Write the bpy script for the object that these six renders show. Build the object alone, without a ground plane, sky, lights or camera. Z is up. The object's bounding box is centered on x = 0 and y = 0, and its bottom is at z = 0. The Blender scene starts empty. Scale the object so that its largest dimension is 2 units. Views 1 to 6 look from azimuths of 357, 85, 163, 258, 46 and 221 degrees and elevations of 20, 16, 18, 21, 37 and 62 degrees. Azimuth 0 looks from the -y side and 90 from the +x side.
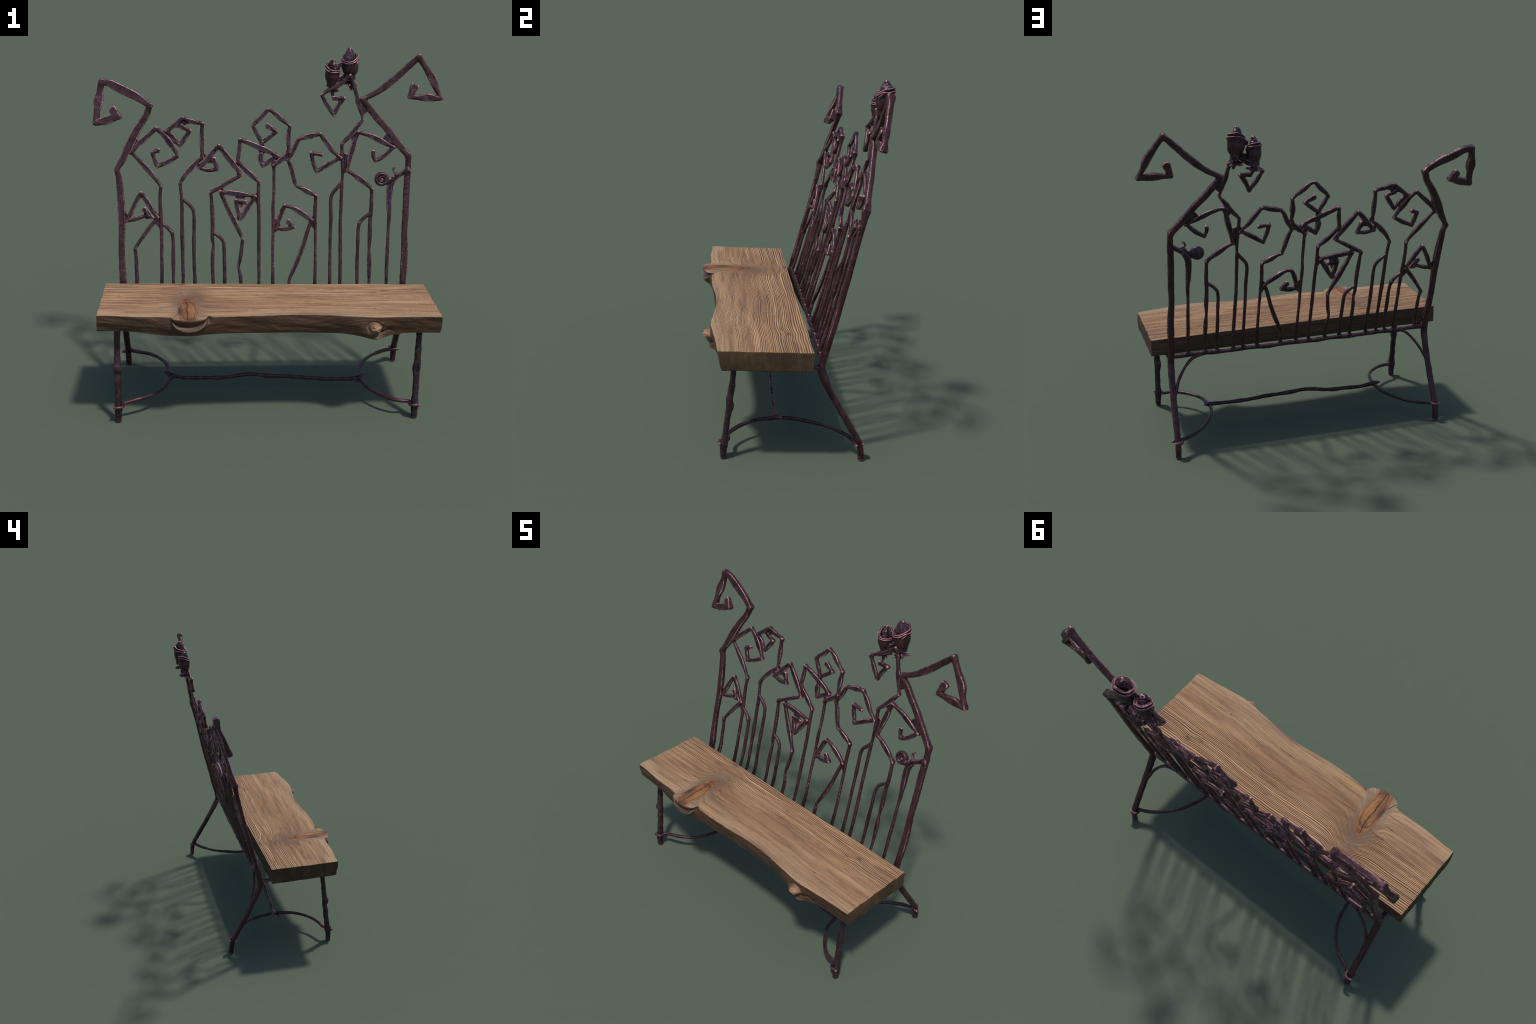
"""Garden bench: live-edge plank on a forged iron frame whose back is a thicket of
kinked, hammered stems that end in angular scrolls, with two rosebuds and a snail."""
import bpy, bmesh, math, random
import numpy as np
from mathutils import Vector, noise

random.seed(7)
SCENE = bpy.context.scene


# ------------------------------------------------------------------ helpers
def empty(name, parent=None):
    o = bpy.data.objects.new(name, None)
    SCENE.collection.objects.link(o)
    o.parent = parent
    return o


def add_mesh(name, verts, faces, parent, mats, smooth=True):
    me = bpy.data.meshes.new(name)
    me.from_pydata([tuple(map(float, v)) for v in verts], [], faces)
    me.update()
    for m in (mats if isinstance(mats, (list, tuple)) else [mats]):
        me.materials.append(m)
    if smooth:
        me.polygons.foreach_set("use_smooth", [True] * len(me.polygons))
    o = bpy.data.objects.new(name, me)
    SCENE.collection.objects.link(o)
    o.parent = parent
    return o


class Parts:
    """Collects loose closed shells that are then fused into one skin."""

    def __init__(self):
        self.v, self.f = [], []

    def grid(self, rings, closed=True, caps=True):
        b = len(self.v)
        n = len(rings[0])
        for r in rings:
            self.v.extend(r)
        for i in range(len(rings) - 1):
            for j in range(n):
                k = (j + 1) % n
                self.f.append((b + i * n + j, b + i * n + k, b + (i + 1) * n + k, b + (i + 1) * n + j))
        self.f.append(tuple(b + j for j in range(n))[::-1])
        self.f.append(tuple(b + (len(rings) - 1) * n + j for j in range(n)))

    def ball(self, c, r, seg=14):
        c = np.array(c, float)
        r = np.array(r, float) * np.ones(3)
        rings = []
        for i in range(1, seg):
            t = math.pi * i / seg
            rings.append([c + r * np.array((math.sin(t) * math.cos(a), math.sin(t) * math.sin(a), -math.cos(t)))
                          for a in np.linspace(0, 2 * math.pi, seg + 2, endpoint=False)])
        self.grid(rings)

    def slab(self, outline, normal, thick):
        pts = np.array(outline, float)
        n = np.array(normal, float) * thick * 0.5
        self.grid([list(pts - n), list(pts + n)])


def fuse(name, parts, parent, mat, voxel=0.0027, smooth=2, rough=0.0012, swell=0.0011):
    """Voxel-remesh the shells into one hammered skin, with the hand-forged unevenness."""
    o = add_mesh(name, parts.v, parts.f, parent, mat)
    bm = bmesh.new()
    bm.from_mesh(o.data)
    bmesh.ops.recalc_face_normals(bm, faces=bm.faces)
    bm.to_mesh(o.data)
    bm.free()
    m = o.modifiers.new("fuse", "REMESH")
    m.mode, m.voxel_size, m.use_smooth_shade = "VOXEL", voxel, True
    s = o.modifiers.new("soften", "SMOOTH")
    s.factor, s.iterations = 0.5, smooth
    dg = bpy.context.evaluated_depsgraph_get()
    me = bpy.data.meshes.new_from_object(o.evaluated_get(dg))
    o.modifiers.clear()
    old = o.data
    o.data = me
    bpy.data.meshes.remove(old)
    me.name = name
    n = len(me.vertices)
    co, no = np.empty(n * 3, np.float32), np.empty(n * 3, np.float32)
    me.vertices.foreach_get("co", co)
    me.vertex_normals.foreach_get("vector", no)
    co, no = co.reshape(-1, 3), no.reshape(-1, 3)
    if rough:
        d = np.array([1.1 * noise.noise(Vector(p) * 24) + 0.7 * noise.noise(Vector(p) * 52) + 0.4 * noise.noise(Vector(p) * 110) for p in co.tolist()], np.float32)
        co = co + no * (d * rough)[:, None]
    co = co + no * swell
    me.vertices.foreach_set("co", co.astype(np.float32).ravel())
    me.update()
    me.polygons.foreach_set("use_smooth", [True] * len(me.polygons))
    return o


def split_off(o, name, test, parent):
    """Hand the faces that pass the test to a new part, keeping one seamless surface."""
    me = o.data
    cent = np.empty(len(me.polygons) * 3, np.float32)
    me.polygons.foreach_get("center", cent)
    take = test(cent.reshape(-1, 3))
    nrm = np.empty(len(me.vertices) * 3, np.float32)
    me.vertex_normals.foreach_get("vector", nrm)
    nrm = nrm.reshape(-1, 3)
    made = []
    for part, keep in ((name, take), (o.name, ~take)):
        idx = np.flatnonzero(keep)
        faces = [tuple(me.polygons[i].vertices) for i in idx]
        used = sorted({v for f in faces for v in f})
        back = {v: k for k, v in enumerate(used)}
        new = bpy.data.meshes.new(part)
        new.from_pydata([me.vertices[v].co for v in used], [], [tuple(back[v] for v in f) for f in faces])
        for m in me.materials:
            new.materials.append(m)
        new.polygons.foreach_set("use_smooth", [True] * len(new.polygons))
        new.normals_split_custom_set_from_vertices([tuple(nrm[v]) for v in used])
        made.append(new)
    o.data = made[1]
    p = bpy.data.objects.new(name, made[0])
    SCENE.collection.objects.link(p)
    p.parent = parent
    return p


# ------------------------------------------------------------------ swept iron
def catmull(pts, step):
    """Smooth curve through rows of numbers, sampled about every `step` metres."""
    P = np.array(pts, float)
    if len(P) == 2:
        n = max(3, int(np.linalg.norm(P[1, :3] - P[0, :3]) / step))
        return P[0] + (P[1] - P[0]) * np.linspace(0, 1, n)[:, None]
    Q = np.vstack([2 * P[0] - P[1], P, 2 * P[-1] - P[-2]])
    out = []
    for i in range(1, len(Q) - 2):
        p0, p1, p2, p3 = Q[i - 1:i + 3]
        d = [max(np.linalg.norm((b - a)[:3]), 1e-4) ** 0.5 for a, b in ((p0, p1), (p1, p2), (p2, p3))]
        n = max(2, int(np.linalg.norm((p2 - p1)[:3]) / step))
        m1 = (p1 - p0) / d[0] - (p2 - p0) / (d[0] + d[1]) + (p2 - p1) / d[1]
        m2 = (p2 - p1) / d[1] - (p3 - p1) / (d[1] + d[2]) + (p3 - p2) / d[2]
        m1, m2 = m1 * d[1], m2 * d[1]
        for t in np.linspace(0, 1, n, endpoint=False):
            h = (2 * t**3 - 3 * t**2 + 1, t**3 - 2 * t**2 + t, -2 * t**3 + 3 * t**2, t**3 - t**2)
            out.append(h[0] * p1 + h[1] * m1 + h[2] * p2 + h[3] * m2)
    out.append(P[-1])
    return np.array(out)


def sweep(parts, pos, a, b, ref, expo=None, dish=None, cap0=True, cap1=True, sides=18):
    """Skin a superelliptic section (half width a across the panel, b through it)."""
    pos = np.asarray(pos, float)
    n = len(pos)
    T = np.gradient(pos, axis=0)
    T /= np.linalg.norm(T, axis=1)[:, None] + 1e-9
    ref = np.array(ref, float) * np.ones((n, 3))
    N = np.cross(T, ref)
    N /= np.linalg.norm(N, axis=1)[:, None] + 1e-9
    D = np.cross(N, T)
    expo = np.full(n, 2.0) if expo is None else expo
    dish = np.zeros(n) if dish is None else dish
    ang = np.linspace(0, 2 * math.pi, sides, endpoint=False) + 0.01
    ca, sa = np.cos(ang), np.sin(ang)

    def ring(i, shift, k):
        e = 2.0 / expo[i]
        x = np.sign(ca) * np.abs(ca) ** e
        y = np.sign(sa) * np.abs(sa) ** e
        y = y * (1 - dish[i] * (1 - np.minimum(1, x * x)))
        return list(pos[i] + T[i] * shift + np.outer(x * a[i] * k, N[i]) + np.outer(y * b[i] * k, D[i]))

    rings = [ring(i, 0, 1) for i in range(n)]
    lo = min(a[0], b[0]) if cap0 else 0.001
    hi = min(a[-1], b[-1]) if cap1 else 0.001
    shape = ((0.55, 0.95), (0.85, 0.76), (0.98, 0.42))
    rings = [ring(0, -lo * s, k) for s, k in shape[::-1]] + rings + [ring(n - 1, hi * s, k) for s, k in shape]
    parts.grid(rings)


# the back of the bench is one gently curved, leaning sheet: depth from place on it
def lean(x, z):
    twist = 0.020 * np.maximum(x, 0) * np.clip((1.2 - z) / 0.65, 0, 1) + 0.004 * np.clip(-x, 0, 1) * np.clip((1.2 - z) / 0.65, 0, 1)
    return -0.0118 + 0.303 * z - 0.0419 * z * z - 0.0059 * x - 0.0273 * x * x + twist


def forged(parts, pts, knuckle=0.0145, flat=0.0098, big=1.0, shift=0.0, spots=None):
    """One hammered bar in the back panel. pts: (x, height, width in mm[, depth offset]).
    Sharp bends become knuckles that are drawn out through the panel; between two bends the
    bar is beaten flat and wide."""
    P = np.array([(p[0], p[1], p[2] / 1000.0, (p[3] if len(p) > 3 else 0.0)) for p in pts])
    xyz = np.c_[P[:, 0], lean(P[:, 0], P[:, 1]) + P[:, 3] + shift, P[:, 1]]
    rows = np.c_[xyz, P[:, 2]]
    seg = np.diff(xyz, axis=0)
    seg /= np.linalg.norm(seg, axis=1)[:, None]
    turn = np.degrees(np.arccos(np.clip((seg[1:] * seg[:-1]).sum(1), -1, 1)))
    corners = [0] + [i + 1 for i, t in enumerate(turn) if t > 29] + [len(P) - 1]
    for c0, c1 in zip(corners[:-1], corners[1:]):
        S = catmull(rows[c0:c1 + 1], 0.0055)
        pos, w = S[:, :3], np.maximum(S[:, 3], 0.008)
        L = np.r_[0, np.cumsum(np.linalg.norm(np.diff(pos, axis=0), axis=1))]
        d0 = L if c0 else np.full(len(L), 9.0)
        d1 = (L[-1] - L) if c1 < len(P) - 1 else np.full(len(L), 9.0)
        near = np.exp(-(d0 / (0.019 * big)) ** 1.5) + np.exp(-(d1 / (0.019 * big)) ** 1.5)
        near = np.minimum(near, 1)
        a = w * 0.5
        b = np.minimum(a, flat) * (1 - near) + knuckle * near
        q = np.clip((w - 0.0205 * big) / (0.006 * big), 0, 1) * (1 - near)
        waist = np.exp(-((np.minimum(d0, d1) - 0.022 * big) / (0.013 * big)) ** 2)
        expo = (2.4 if big < 1.2 else 3.2) + 2.4 * q - 0.75 * waist * (1 - q) * (1 - near) + 1.6 * near ** 3
        ref = np.array((0.0, -0.975, 0.22))
        a = a * (1.0 + 0.06 * q)
        sweep(parts, pos, a, b, ref, expo, 0.30 * q, sides=22)
    for c, t in zip(range(1, len(P) - 1), turn):
        # added thin slab, copying the scan's webbing, on the inside of a sharp bend
        if t > 45:
            k = 0.020 * big * min(1.5, t / 80)
            k0, k1 = (min(k, 0.6 * np.linalg.norm(xyz[c + e] - xyz[c])) for e in (-1, 1))
            parts.slab([xyz[c], xyz[c] - seg[c - 1] * k0, xyz[c] + seg[c] * k1], (0.0, -0.975, 0.22), 0.012 * big)


def rod(parts, pts, ref, flatten=1.0, step=0.008, expo=2.2, foot=False):
    """Round or squarish bar through (x, y, z, diameter in mm)."""
    S = catmull([(p[0], p[1], p[2], p[3] / 1000) for p in pts], step)
    r = S[:, 3] * 0.5
    sweep(parts, S[:, :3], r, r * flatten, ref, np.full(len(S), expo), cap1=not foot)


# ------------------------------------------------------------------ shader maths
class Sock:
    """Wraps a node socket so a formula can be written once for shader and for geometry."""

    def __init__(self, tree, s):
        self.t, self.s = tree, s

    def op(self, kind, *args):
        n = self.t.nodes.new("ShaderNodeMath")
        n.operation = kind
        for i, v in enumerate((self,) + args):
            if isinstance(v, Sock):
                self.t.links.new(v.s, n.inputs[i])
            else:
                n.inputs[i].default_value = float(v)
        return Sock(self.t, n.outputs[0])

    def const(self, v):
        n = self.t.nodes.new("ShaderNodeValue")
        n.outputs[0].default_value = float(v)
        return Sock(self.t, n.outputs[0])

    def __add__(self, o): return self.op("ADD", o)
    __radd__ = __add__
    def __sub__(self, o): return self.op("SUBTRACT", o)
    def __rsub__(self, o): return self.const(o) - self
    def __mul__(self, o): return self.op("MULTIPLY", o)
    __rmul__ = __mul__
    def __truediv__(self, o): return self.op("DIVIDE", o)
    def __neg__(self): return self * -1.0


def fsin(v): return v.op("SINE") if isinstance(v, Sock) else np.sin(v)
def fexp(v): return v.op("EXPONENT") if isinstance(v, Sock) else np.exp(v)
def fclip(v): return v.op("MAXIMUM", 0).op("MINIMUM", 1) if isinstance(v, Sock) else np.clip(v, 0, 1)
def bump_at(v, c, r): u = (v - c) / r; return fexp(-(u * u))
def spot(x, y, cx, cy, rx, ry): u = (x - cx) / rx; v = (y - cy) / ry; return fexp(-(u * u + v * v))


def grain_phase(x, y):
    """Growth-ring count across the plank: coarse at the back edge, fine at the front;
    the rings follow the wavy front edge and sweep round the big knot."""
    k = fclip((0.07 - y) / 0.36)
    front = bump_at(x, 0.10, 0.24) * 0.036 - bump_at(x, 0.50, 0.14) * 0.018
    g = y - k * front - 0.006 * fsin(x * 7.0 + y * 9.0) * k
    nose = bump_at(x, -0.462, 0.075) * fclip((0.07 - y) / 0.22)
    g = g - nose * 0.115
    g = g - bump_at(x, 0.655, 0.04) * bump_at(y, -0.022, 0.05) * 0.012
    t = 0.075 - g
    t = t + 0.0022 * fsin(t * 61.0) + 0.0013 * fsin(t * 143.0 + 1.0) + 0.0006 * fsin(x * 31.0 + t * 40.0)
    return 74.0 * t + 118.0 * t * t


def knot_mask(x, y):
    """Sawn branch stub in the top: an ellipse that runs out through the front edge."""
    u = (x + 0.458 + 0.06 * (y + 0.3)) / 0.063
    v = (y + 0.342) / 0.208
    return u * u + v * v


# ------------------------------------------------------------------ materials
def new_mat(name):
    m = bpy.data.materials.new(name)
    m.use_nodes = True
    t = m.node_tree
    t.nodes.clear()
    out = t.nodes.new("ShaderNodeOutputMaterial")
    bs = t.nodes.new("ShaderNodeBsdfPrincipled")
    t.links.new(bs.outputs[0], out.inputs[0])
    return m, t, bs


def node(t, kind, ins=None, **props):
    n = t.nodes.new(kind)
    for k, v in props.items():
        setattr(n, k, v)
    for k, v in (ins or {}).items():
        if isinstance(v, Sock):
            v = v.s
        if isinstance(v, bpy.types.NodeSocket):
            t.links.new(v, n.inputs[k])
        else:
            n.inputs[k].default_value = v
    return n


def ramp(t, fac, stops):
    n = t.nodes.new("ShaderNodeValToRGB")
    t.links.new(fac.s if isinstance(fac, Sock) else fac, n.inputs[0])
    e = n.color_ramp.elements
    while len(e) < len(stops):
        e.new(0.5)
    for el, (p, c) in zip(e, stops):
        el.position = p
        el.color = (*c, 1) if len(c) == 3 else c
    return n.outputs[0]


def grey(v):
    return (v, v, v)


def mix(t, fac, a, b, how="MIX"):
    n = t.nodes.new("ShaderNodeMix")
    n.data_type, n.blend_type = "RGBA", how
    for i, v in ((0, fac), (6, a), (7, b)):
        if isinstance(v, Sock):
            v = v.s
        if isinstance(v, bpy.types.NodeSocket):
            t.links.new(v, n.inputs[i])
        elif i and len(v) == 3:
            n.inputs[i].default_value = (*v, 1)
        else:
            n.inputs[i].default_value = v
    return n.outputs[2]


def coords(t):
    tc = t.nodes.new("ShaderNodeTexCoord")
    sep = node(t, "ShaderNodeSeparateXYZ", {0: tc.outputs["Object"]})
    return tc.outputs["Object"], [Sock(t, sep.outputs[i]) for i in range(3)]


def stretched(t, vec, scale, nscale, detail=4, rough=0.55, dist=0.0):
    m = node(t, "ShaderNodeMapping", {"Vector": vec, "Scale": scale})
    n = node(t, "ShaderNodeTexNoise", {"Vector": m.outputs[0], "Scale": nscale, "Detail": detail, "Roughness": rough, "Distortion": dist})
    return Sock(t, n.outputs[0])


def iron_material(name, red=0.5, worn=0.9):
    m, t, bs = new_mat(name)
    vec, (x, y, z) = coords(t)
    big = stretched(t, vec, (1, 1, 0.22), 30, 3)
    fine = stretched(t, vec, (1, 1, 0.30), 110, 4, 0.6)
    dark = (0.018, 0.012, 0.014)
    slate = (0.070, 0.063, 0.082)
    rust = (0.084, 0.012, 0.0125)
    col = mix(t, ramp(t, fine * 0.5 + big * 0.5, [(0.38, grey(0)), (0.62, grey(1))]), dark, slate)
    geo = t.nodes.new("ShaderNodeNewGeometry")
    point = Sock(t, geo.outputs["Pointiness"])
    # rust keeps to the round bars, grey scale to the hammered flats, worn arrises go pink, partly a highlight painted into the colour
    rounded = Sock(t, ramp(t, point + (fine - 0.5) * 0.006, [(0.501, grey(0.06 + 1.1 * max(0.0, red - 0.42))), (0.512, grey(1))]))
    streaks = Sock(t, ramp(t, big * 0.7 + fine * 0.3, [(0.36, grey(0.25 + 0.2 * red)), (0.66, grey(1.0))]))
    rusty = streaks * rounded * (0.62 + 0.38 * red)
    col = mix(t, rusty, col, rust)
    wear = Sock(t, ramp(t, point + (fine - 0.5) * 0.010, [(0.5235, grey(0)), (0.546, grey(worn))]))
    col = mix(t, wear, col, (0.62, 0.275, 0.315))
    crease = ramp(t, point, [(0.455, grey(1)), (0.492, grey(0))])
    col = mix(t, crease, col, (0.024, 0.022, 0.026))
    t.links.new(col, bs.inputs["Base Color"])
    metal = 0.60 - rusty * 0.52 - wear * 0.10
    t.links.new(metal.s, bs.inputs["Metallic"])
    bs.inputs["Specular IOR Level"].default_value = 0.55
    bs.inputs["Specular Tint"].default_value = (1.0, 0.86, 0.92, 1)
    r = ramp(t, fine, [(0.3, grey(0.36)), (0.75, grey(0.48))])
    t.links.new(r, bs.inputs["Roughness"])
    b = node(t, "ShaderNodeBump", {"Strength": 0.35, "Distance": 0.002, "Height": fine})
    t.links.new(b.outputs[0], bs.inputs["Normal"])
    return m


def wood_top_material():
    m, t, bs = new_mat("weathered_plank_top")
    vec, (x, y, z) = coords(t)
    ph = grain_phase(x, y)
    wob = stretched(t, vec, (0.4, 6, 9), 8, 3)
    s = fsin((ph + (wob - 0.5) * 0.7) * (2 * math.pi))
    patches = stretched(t, vec, (0.7, 3.0, 1), 3.2, 4, 0.6)
    streak = stretched(t, vec, (0.35, 26, 26), 12, 5, 0.65)
    fibre = stretched(t, vec, (1.2, 70, 70), 22, 4, 0.7)
    base = ramp(t, patches, [(0.30, (0.36, 0.185, 0.088)), (0.46, (0.57, 0.325, 0.158)), (0.70, (0.68, 0.430, 0.230))])
    base = mix(t, ramp(t, streak, [(0.35, grey(0.0)), (0.75, grey(0.55))]), base, (0.64, 0.410, 0.235))
    base = mix(t, ramp(t, streak, [(0.22, grey(0.45)), (0.42, grey(0.0))]), base, (0.27, 0.145, 0.080))
    # pale, bleached sapwood along the front; warm tan heart towards the back
    pale = fclip((-0.22 - y) / 0.16) * 0.45
    base = mix(t, pale, base, (0.58, 0.415, 0.255))
    gold = spot(x, y, -0.26, -0.37, 0.10, 0.035) * 0.55
    base = mix(t, gold, base, (0.62, 0.34, 0.115))
    rosy = spot(x, y, -0.10, -0.20, 0.35, 0.05) * 0.35
    base = mix(t, rosy, base, (0.42, 0.21, 0.13))
    # weathered smudges drawn out along the grain
    smudge = stretched(t, vec, (0.55, 5.5, 1), 4.5, 5, 0.62, 0.4)
    base = mix(t, ramp(t, smudge, [(0.48, grey(0)), (0.66, grey(0.72))]), base, (0.23, 0.122, 0.075))
    bleach = stretched(t, vec, (0.30, 11, 1), 6, 5, 0.65, 0.3)
    base = mix(t, ramp(t, bleach, [(0.50, grey(0)), (0.68, grey(0.5))]), base, (0.50, 0.345, 0.225))
    base = mix(t, ramp(t, bleach, [(0.30, grey(0.5)), (0.42, grey(0))]), base, (0.40, 0.185, 0.085))
    # ring lines: dark late wood, strongest at the back edge where the rings are wide
    amp = fclip((y + 0.42) / 0.36) * 0.45 + 0.62 + spot(x, y, -0.46, -0.14, 0.13, 0.10) * 0.6
    line = Sock(t, ramp(t, s * 0.5 + 0.5, [(0.12, grey(0)), (0.55, grey(0.35)), (0.90, grey(1))]))
    lay = node(t, "ShaderNodeCombineXYZ", {0: ph * 0.30, 1: x * 0.55, 2: 0.0})
    bands = node(t, "ShaderNodeTexNoise", {"Vector": lay.outputs[0], "Scale": 1.6, "Detail": 4.0, "Roughness": 0.6})
    heavy = Sock(t, ramp(t, bands.outputs[0], [(0.38, grey(0.0)), (0.62, grey(1.0))]))
    base = mix(t, heavy * 0.34, base, (0.27, 0.142, 0.078))
    amp = amp * (heavy * 0.5 + 0.75)
    base = mix(t, fclip(line * amp * (streak * 1.3 + 0.25)), base, (0.112, 0.057, 0.033))
    base = mix(t, ramp(t, fibre, [(0.55, grey(0)), (0.9, grey(0.45))]), base, (0.24, 0.14, 0.085))
    # drying checks
    chk = stretched(t, vec, (0.5, 30, 30), 7, 2)
    chk2 = stretched(t, vec, (1, 1, 1), 5, 2)
    checks = Sock(t, ramp(t, chk, [(0.275, grey(1)), (0.305, grey(0))])) * Sock(t, ramp(t, chk2, [(0.45, grey(0)), (0.6, grey(1))]))
    base = mix(t, checks, base, (0.05, 0.03, 0.02))
    # the big knot
    k = knot_mask(x, y)
    wavy = stretched(t, vec, (1, 1, 1), 26, 3)
    lobed = stretched(t, vec, (1.4, 0.7, 1), 8, 2)
    k2 = k + (wavy - 0.5) * 0.30 + (lobed - 0.5) * 1.0
    halo = ramp(t, k2 * 0.4, [(0.30, grey(0)), (0.40, grey(0.62)), (0.60, grey(0.42)), (0.95, grey(0))])
    base = mix(t, halo, base, (0.25, 0.185, 0.145))
    stain = spot(x + (lobed - 0.5) * 0.08, y, -0.455, -0.16, 0.085, 0.07) * 0.40
    base = mix(t, stain, base, (0.20, 0.105, 0.055))
    kn = stretched(t, vec, (9, 2.0, 1), 7, 5, 0.65, 0.8)
    kcol = ramp(t, kn, [(0.30, (0.10, 0.040, 0.020)), (0.50, (0.25, 0.105, 0.044)), (0.70, (0.43, 0.200, 0.084))])
    warm = spot(x, y, -0.425, -0.33, 0.03, 0.09) * 0.55
    kcol = mix(t, warm, kcol, (0.50, 0.255, 0.095))
    rings = fsin((k2 * 26.0 + kn * 5.0)) * 0.5 + 0.5
    kcol = mix(t, rings * 0.28, kcol, (0.13, 0.060, 0.032))
    kring = ramp(t, k2, [(0.30, grey(0)), (0.44, grey(0.8)), (0.54, grey(0)), (0.80, grey(0)), (0.96, grey(0.75)), (1.0, grey(0.4))])
    kcol = mix(t, kring, kcol, (0.085, 0.042, 0.028))
    blot = spot(x + (wavy - 0.5) * 0.03, y, -0.500, -0.335, 0.016, 0.045) * 0.9
    kcol = mix(t, fclip(blot), kcol, (0.055, 0.035, 0.032))
    inside = ramp(t, k2, [(0.74, grey(1)), (1.0, grey(0))])
    base = mix(t, inside, base, kcol)
    wv = stretched(t, vec, (1, 1, 1), 9, 3)
    line_x = x + 0.462 + (wv - 0.5) * 0.035 + (y + 0.3) * 0.05
    crack = fexp(-(line_x / 0.0022) * (line_x / 0.0022)) * fclip((-0.15 - y) * 40)
    lx2 = x + 0.53 + (y + 0.42) * -0.5 + (wv - 0.5) * 0.02
    crack2 = fexp(-(lx2 / 0.002) * (lx2 / 0.002)) * fclip((-0.36 - y) * 40)
    cut = (crack + crack2).op("MINIMUM", 1)
    base = mix(t, cut, base, (0.04, 0.022, 0.015))
    # side checks that run along the grain out of the knot
    for cx, cy, half in ((-0.575, -0.215, 0.05), (-0.60, -0.29, 0.04), (-0.59, -0.355, 0.045), (-0.33, -0.255, 0.05), (0.59, -0.06, 0.03), (0.14, -0.30, 0.05)):
        ux = (x - cx) / half
        uy = (y - cy + (wv - 0.5) * 0.01) / 0.0018
        base = mix(t, fexp(-(ux * ux * ux * ux + uy * uy)) * 0.9, base, (0.06, 0.035, 0.022))
    # pin knot
    d = spot(x + (wavy - 0.5) * 0.03, y, 0.652, -0.022, 0.019, 0.011) * 1.1
    base = mix(t, fclip(d) * 0.85, base, (0.14, 0.09, 0.065))
    d2 = spot(x + (wavy - 0.5) * 0.03, y, 0.665, -0.030, 0.006, 0.005) + spot(x, y, -0.5, 0.055, 0.03, 0.012) * 0.6 + spot(x, y, 0.56, -0.30, 0.006, 0.004)
    base = mix(t, fclip(d2), base, (0.06, 0.04, 0.04))
    t.links.new(base, bs.inputs["Base Color"])
    bs.inputs["Roughness"].default_value = 0.72
    bs.inputs["Specular IOR Level"].default_value = 0.25
    h = fibre * 0.35 + streak * 0.5 - line * amp * 0.9 * (Sock(t, inside) * -1.0 + 1.0) - cut * 2.0 - checks * 1.0
    b = node(t, "ShaderNodeBump", {"Strength": 0.7, "Distance": 0.003, "Height": h})
    t.links.new(b.outputs[0], bs.inputs["Normal"])
    return m


def wood_edge_material():
    m, t, bs = new_mat("live_edge_wood")
    vec, (x, y, z) = coords(t)
    flow = z * 9.0 + x * 1.3 + 0.5 * fsin(x * 9.0)
    warp = node(t, "ShaderNodeCombineXYZ", {0: x * 2.0, 1: flow * 1.0, 2: y * 3.0})
    lay = stretched(t, warp.outputs[0], (1, 7, 2), 2.6, 5, 0.6, 0.3)
    fib = stretched(t, warp.outputs[0], (1.5, 40, 6), 3.2, 4, 0.7)
    patch = stretched(t, vec, (1, 2, 2.5), 4.2, 3)
    col = ramp(t, lay, [(0.32, (0.026, 0.013, 0.009)), (0.48, (0.078, 0.035, 0.019)), (0.68, (0.190, 0.082, 0.039))])  # dark brown wood, deepened by baked shade kept in the colour
    col = mix(t, ramp(t, fib, [(0.4, grey(0)), (0.75, grey(0.4))]), col, (0.115, 0.056, 0.029))
    col = mix(t, ramp(t, patch, [(0.36, grey(0.55)), (0.55, grey(0))]), col, (0.055, 0.036, 0.025))
    geo = t.nodes.new("ShaderNodeNewGeometry")
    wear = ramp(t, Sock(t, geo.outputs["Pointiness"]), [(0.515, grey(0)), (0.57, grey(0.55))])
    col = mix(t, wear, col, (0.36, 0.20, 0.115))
    stub = spot(x, z, 0.543, 0.590, 0.040, 0.027)  # stub painted paler: its sunlit tone is put into the colour
    col = mix(t, fclip(stub * 1.8 - 0.35), col, mix(t, ramp(t, lay, [(0.4, grey(0)), (0.65, grey(1))]), (0.28, 0.135, 0.065), (0.50, 0.29, 0.19)))
    t.links.new(col, bs.inputs["Base Color"])
    t.links.new(ramp(t, patch, [(0.35, grey(0.62)), (0.6, grey(0.40))]), bs.inputs["Roughness"])
    bs.inputs["Specular IOR Level"].default_value = 0.45
    b = node(t, "ShaderNodeBump", {"Strength": 0.5, "Distance": 0.004, "Height": lay * 0.8 + fib * 0.4})
    t.links.new(b.outputs[0], bs.inputs["Normal"])
    return m


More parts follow.
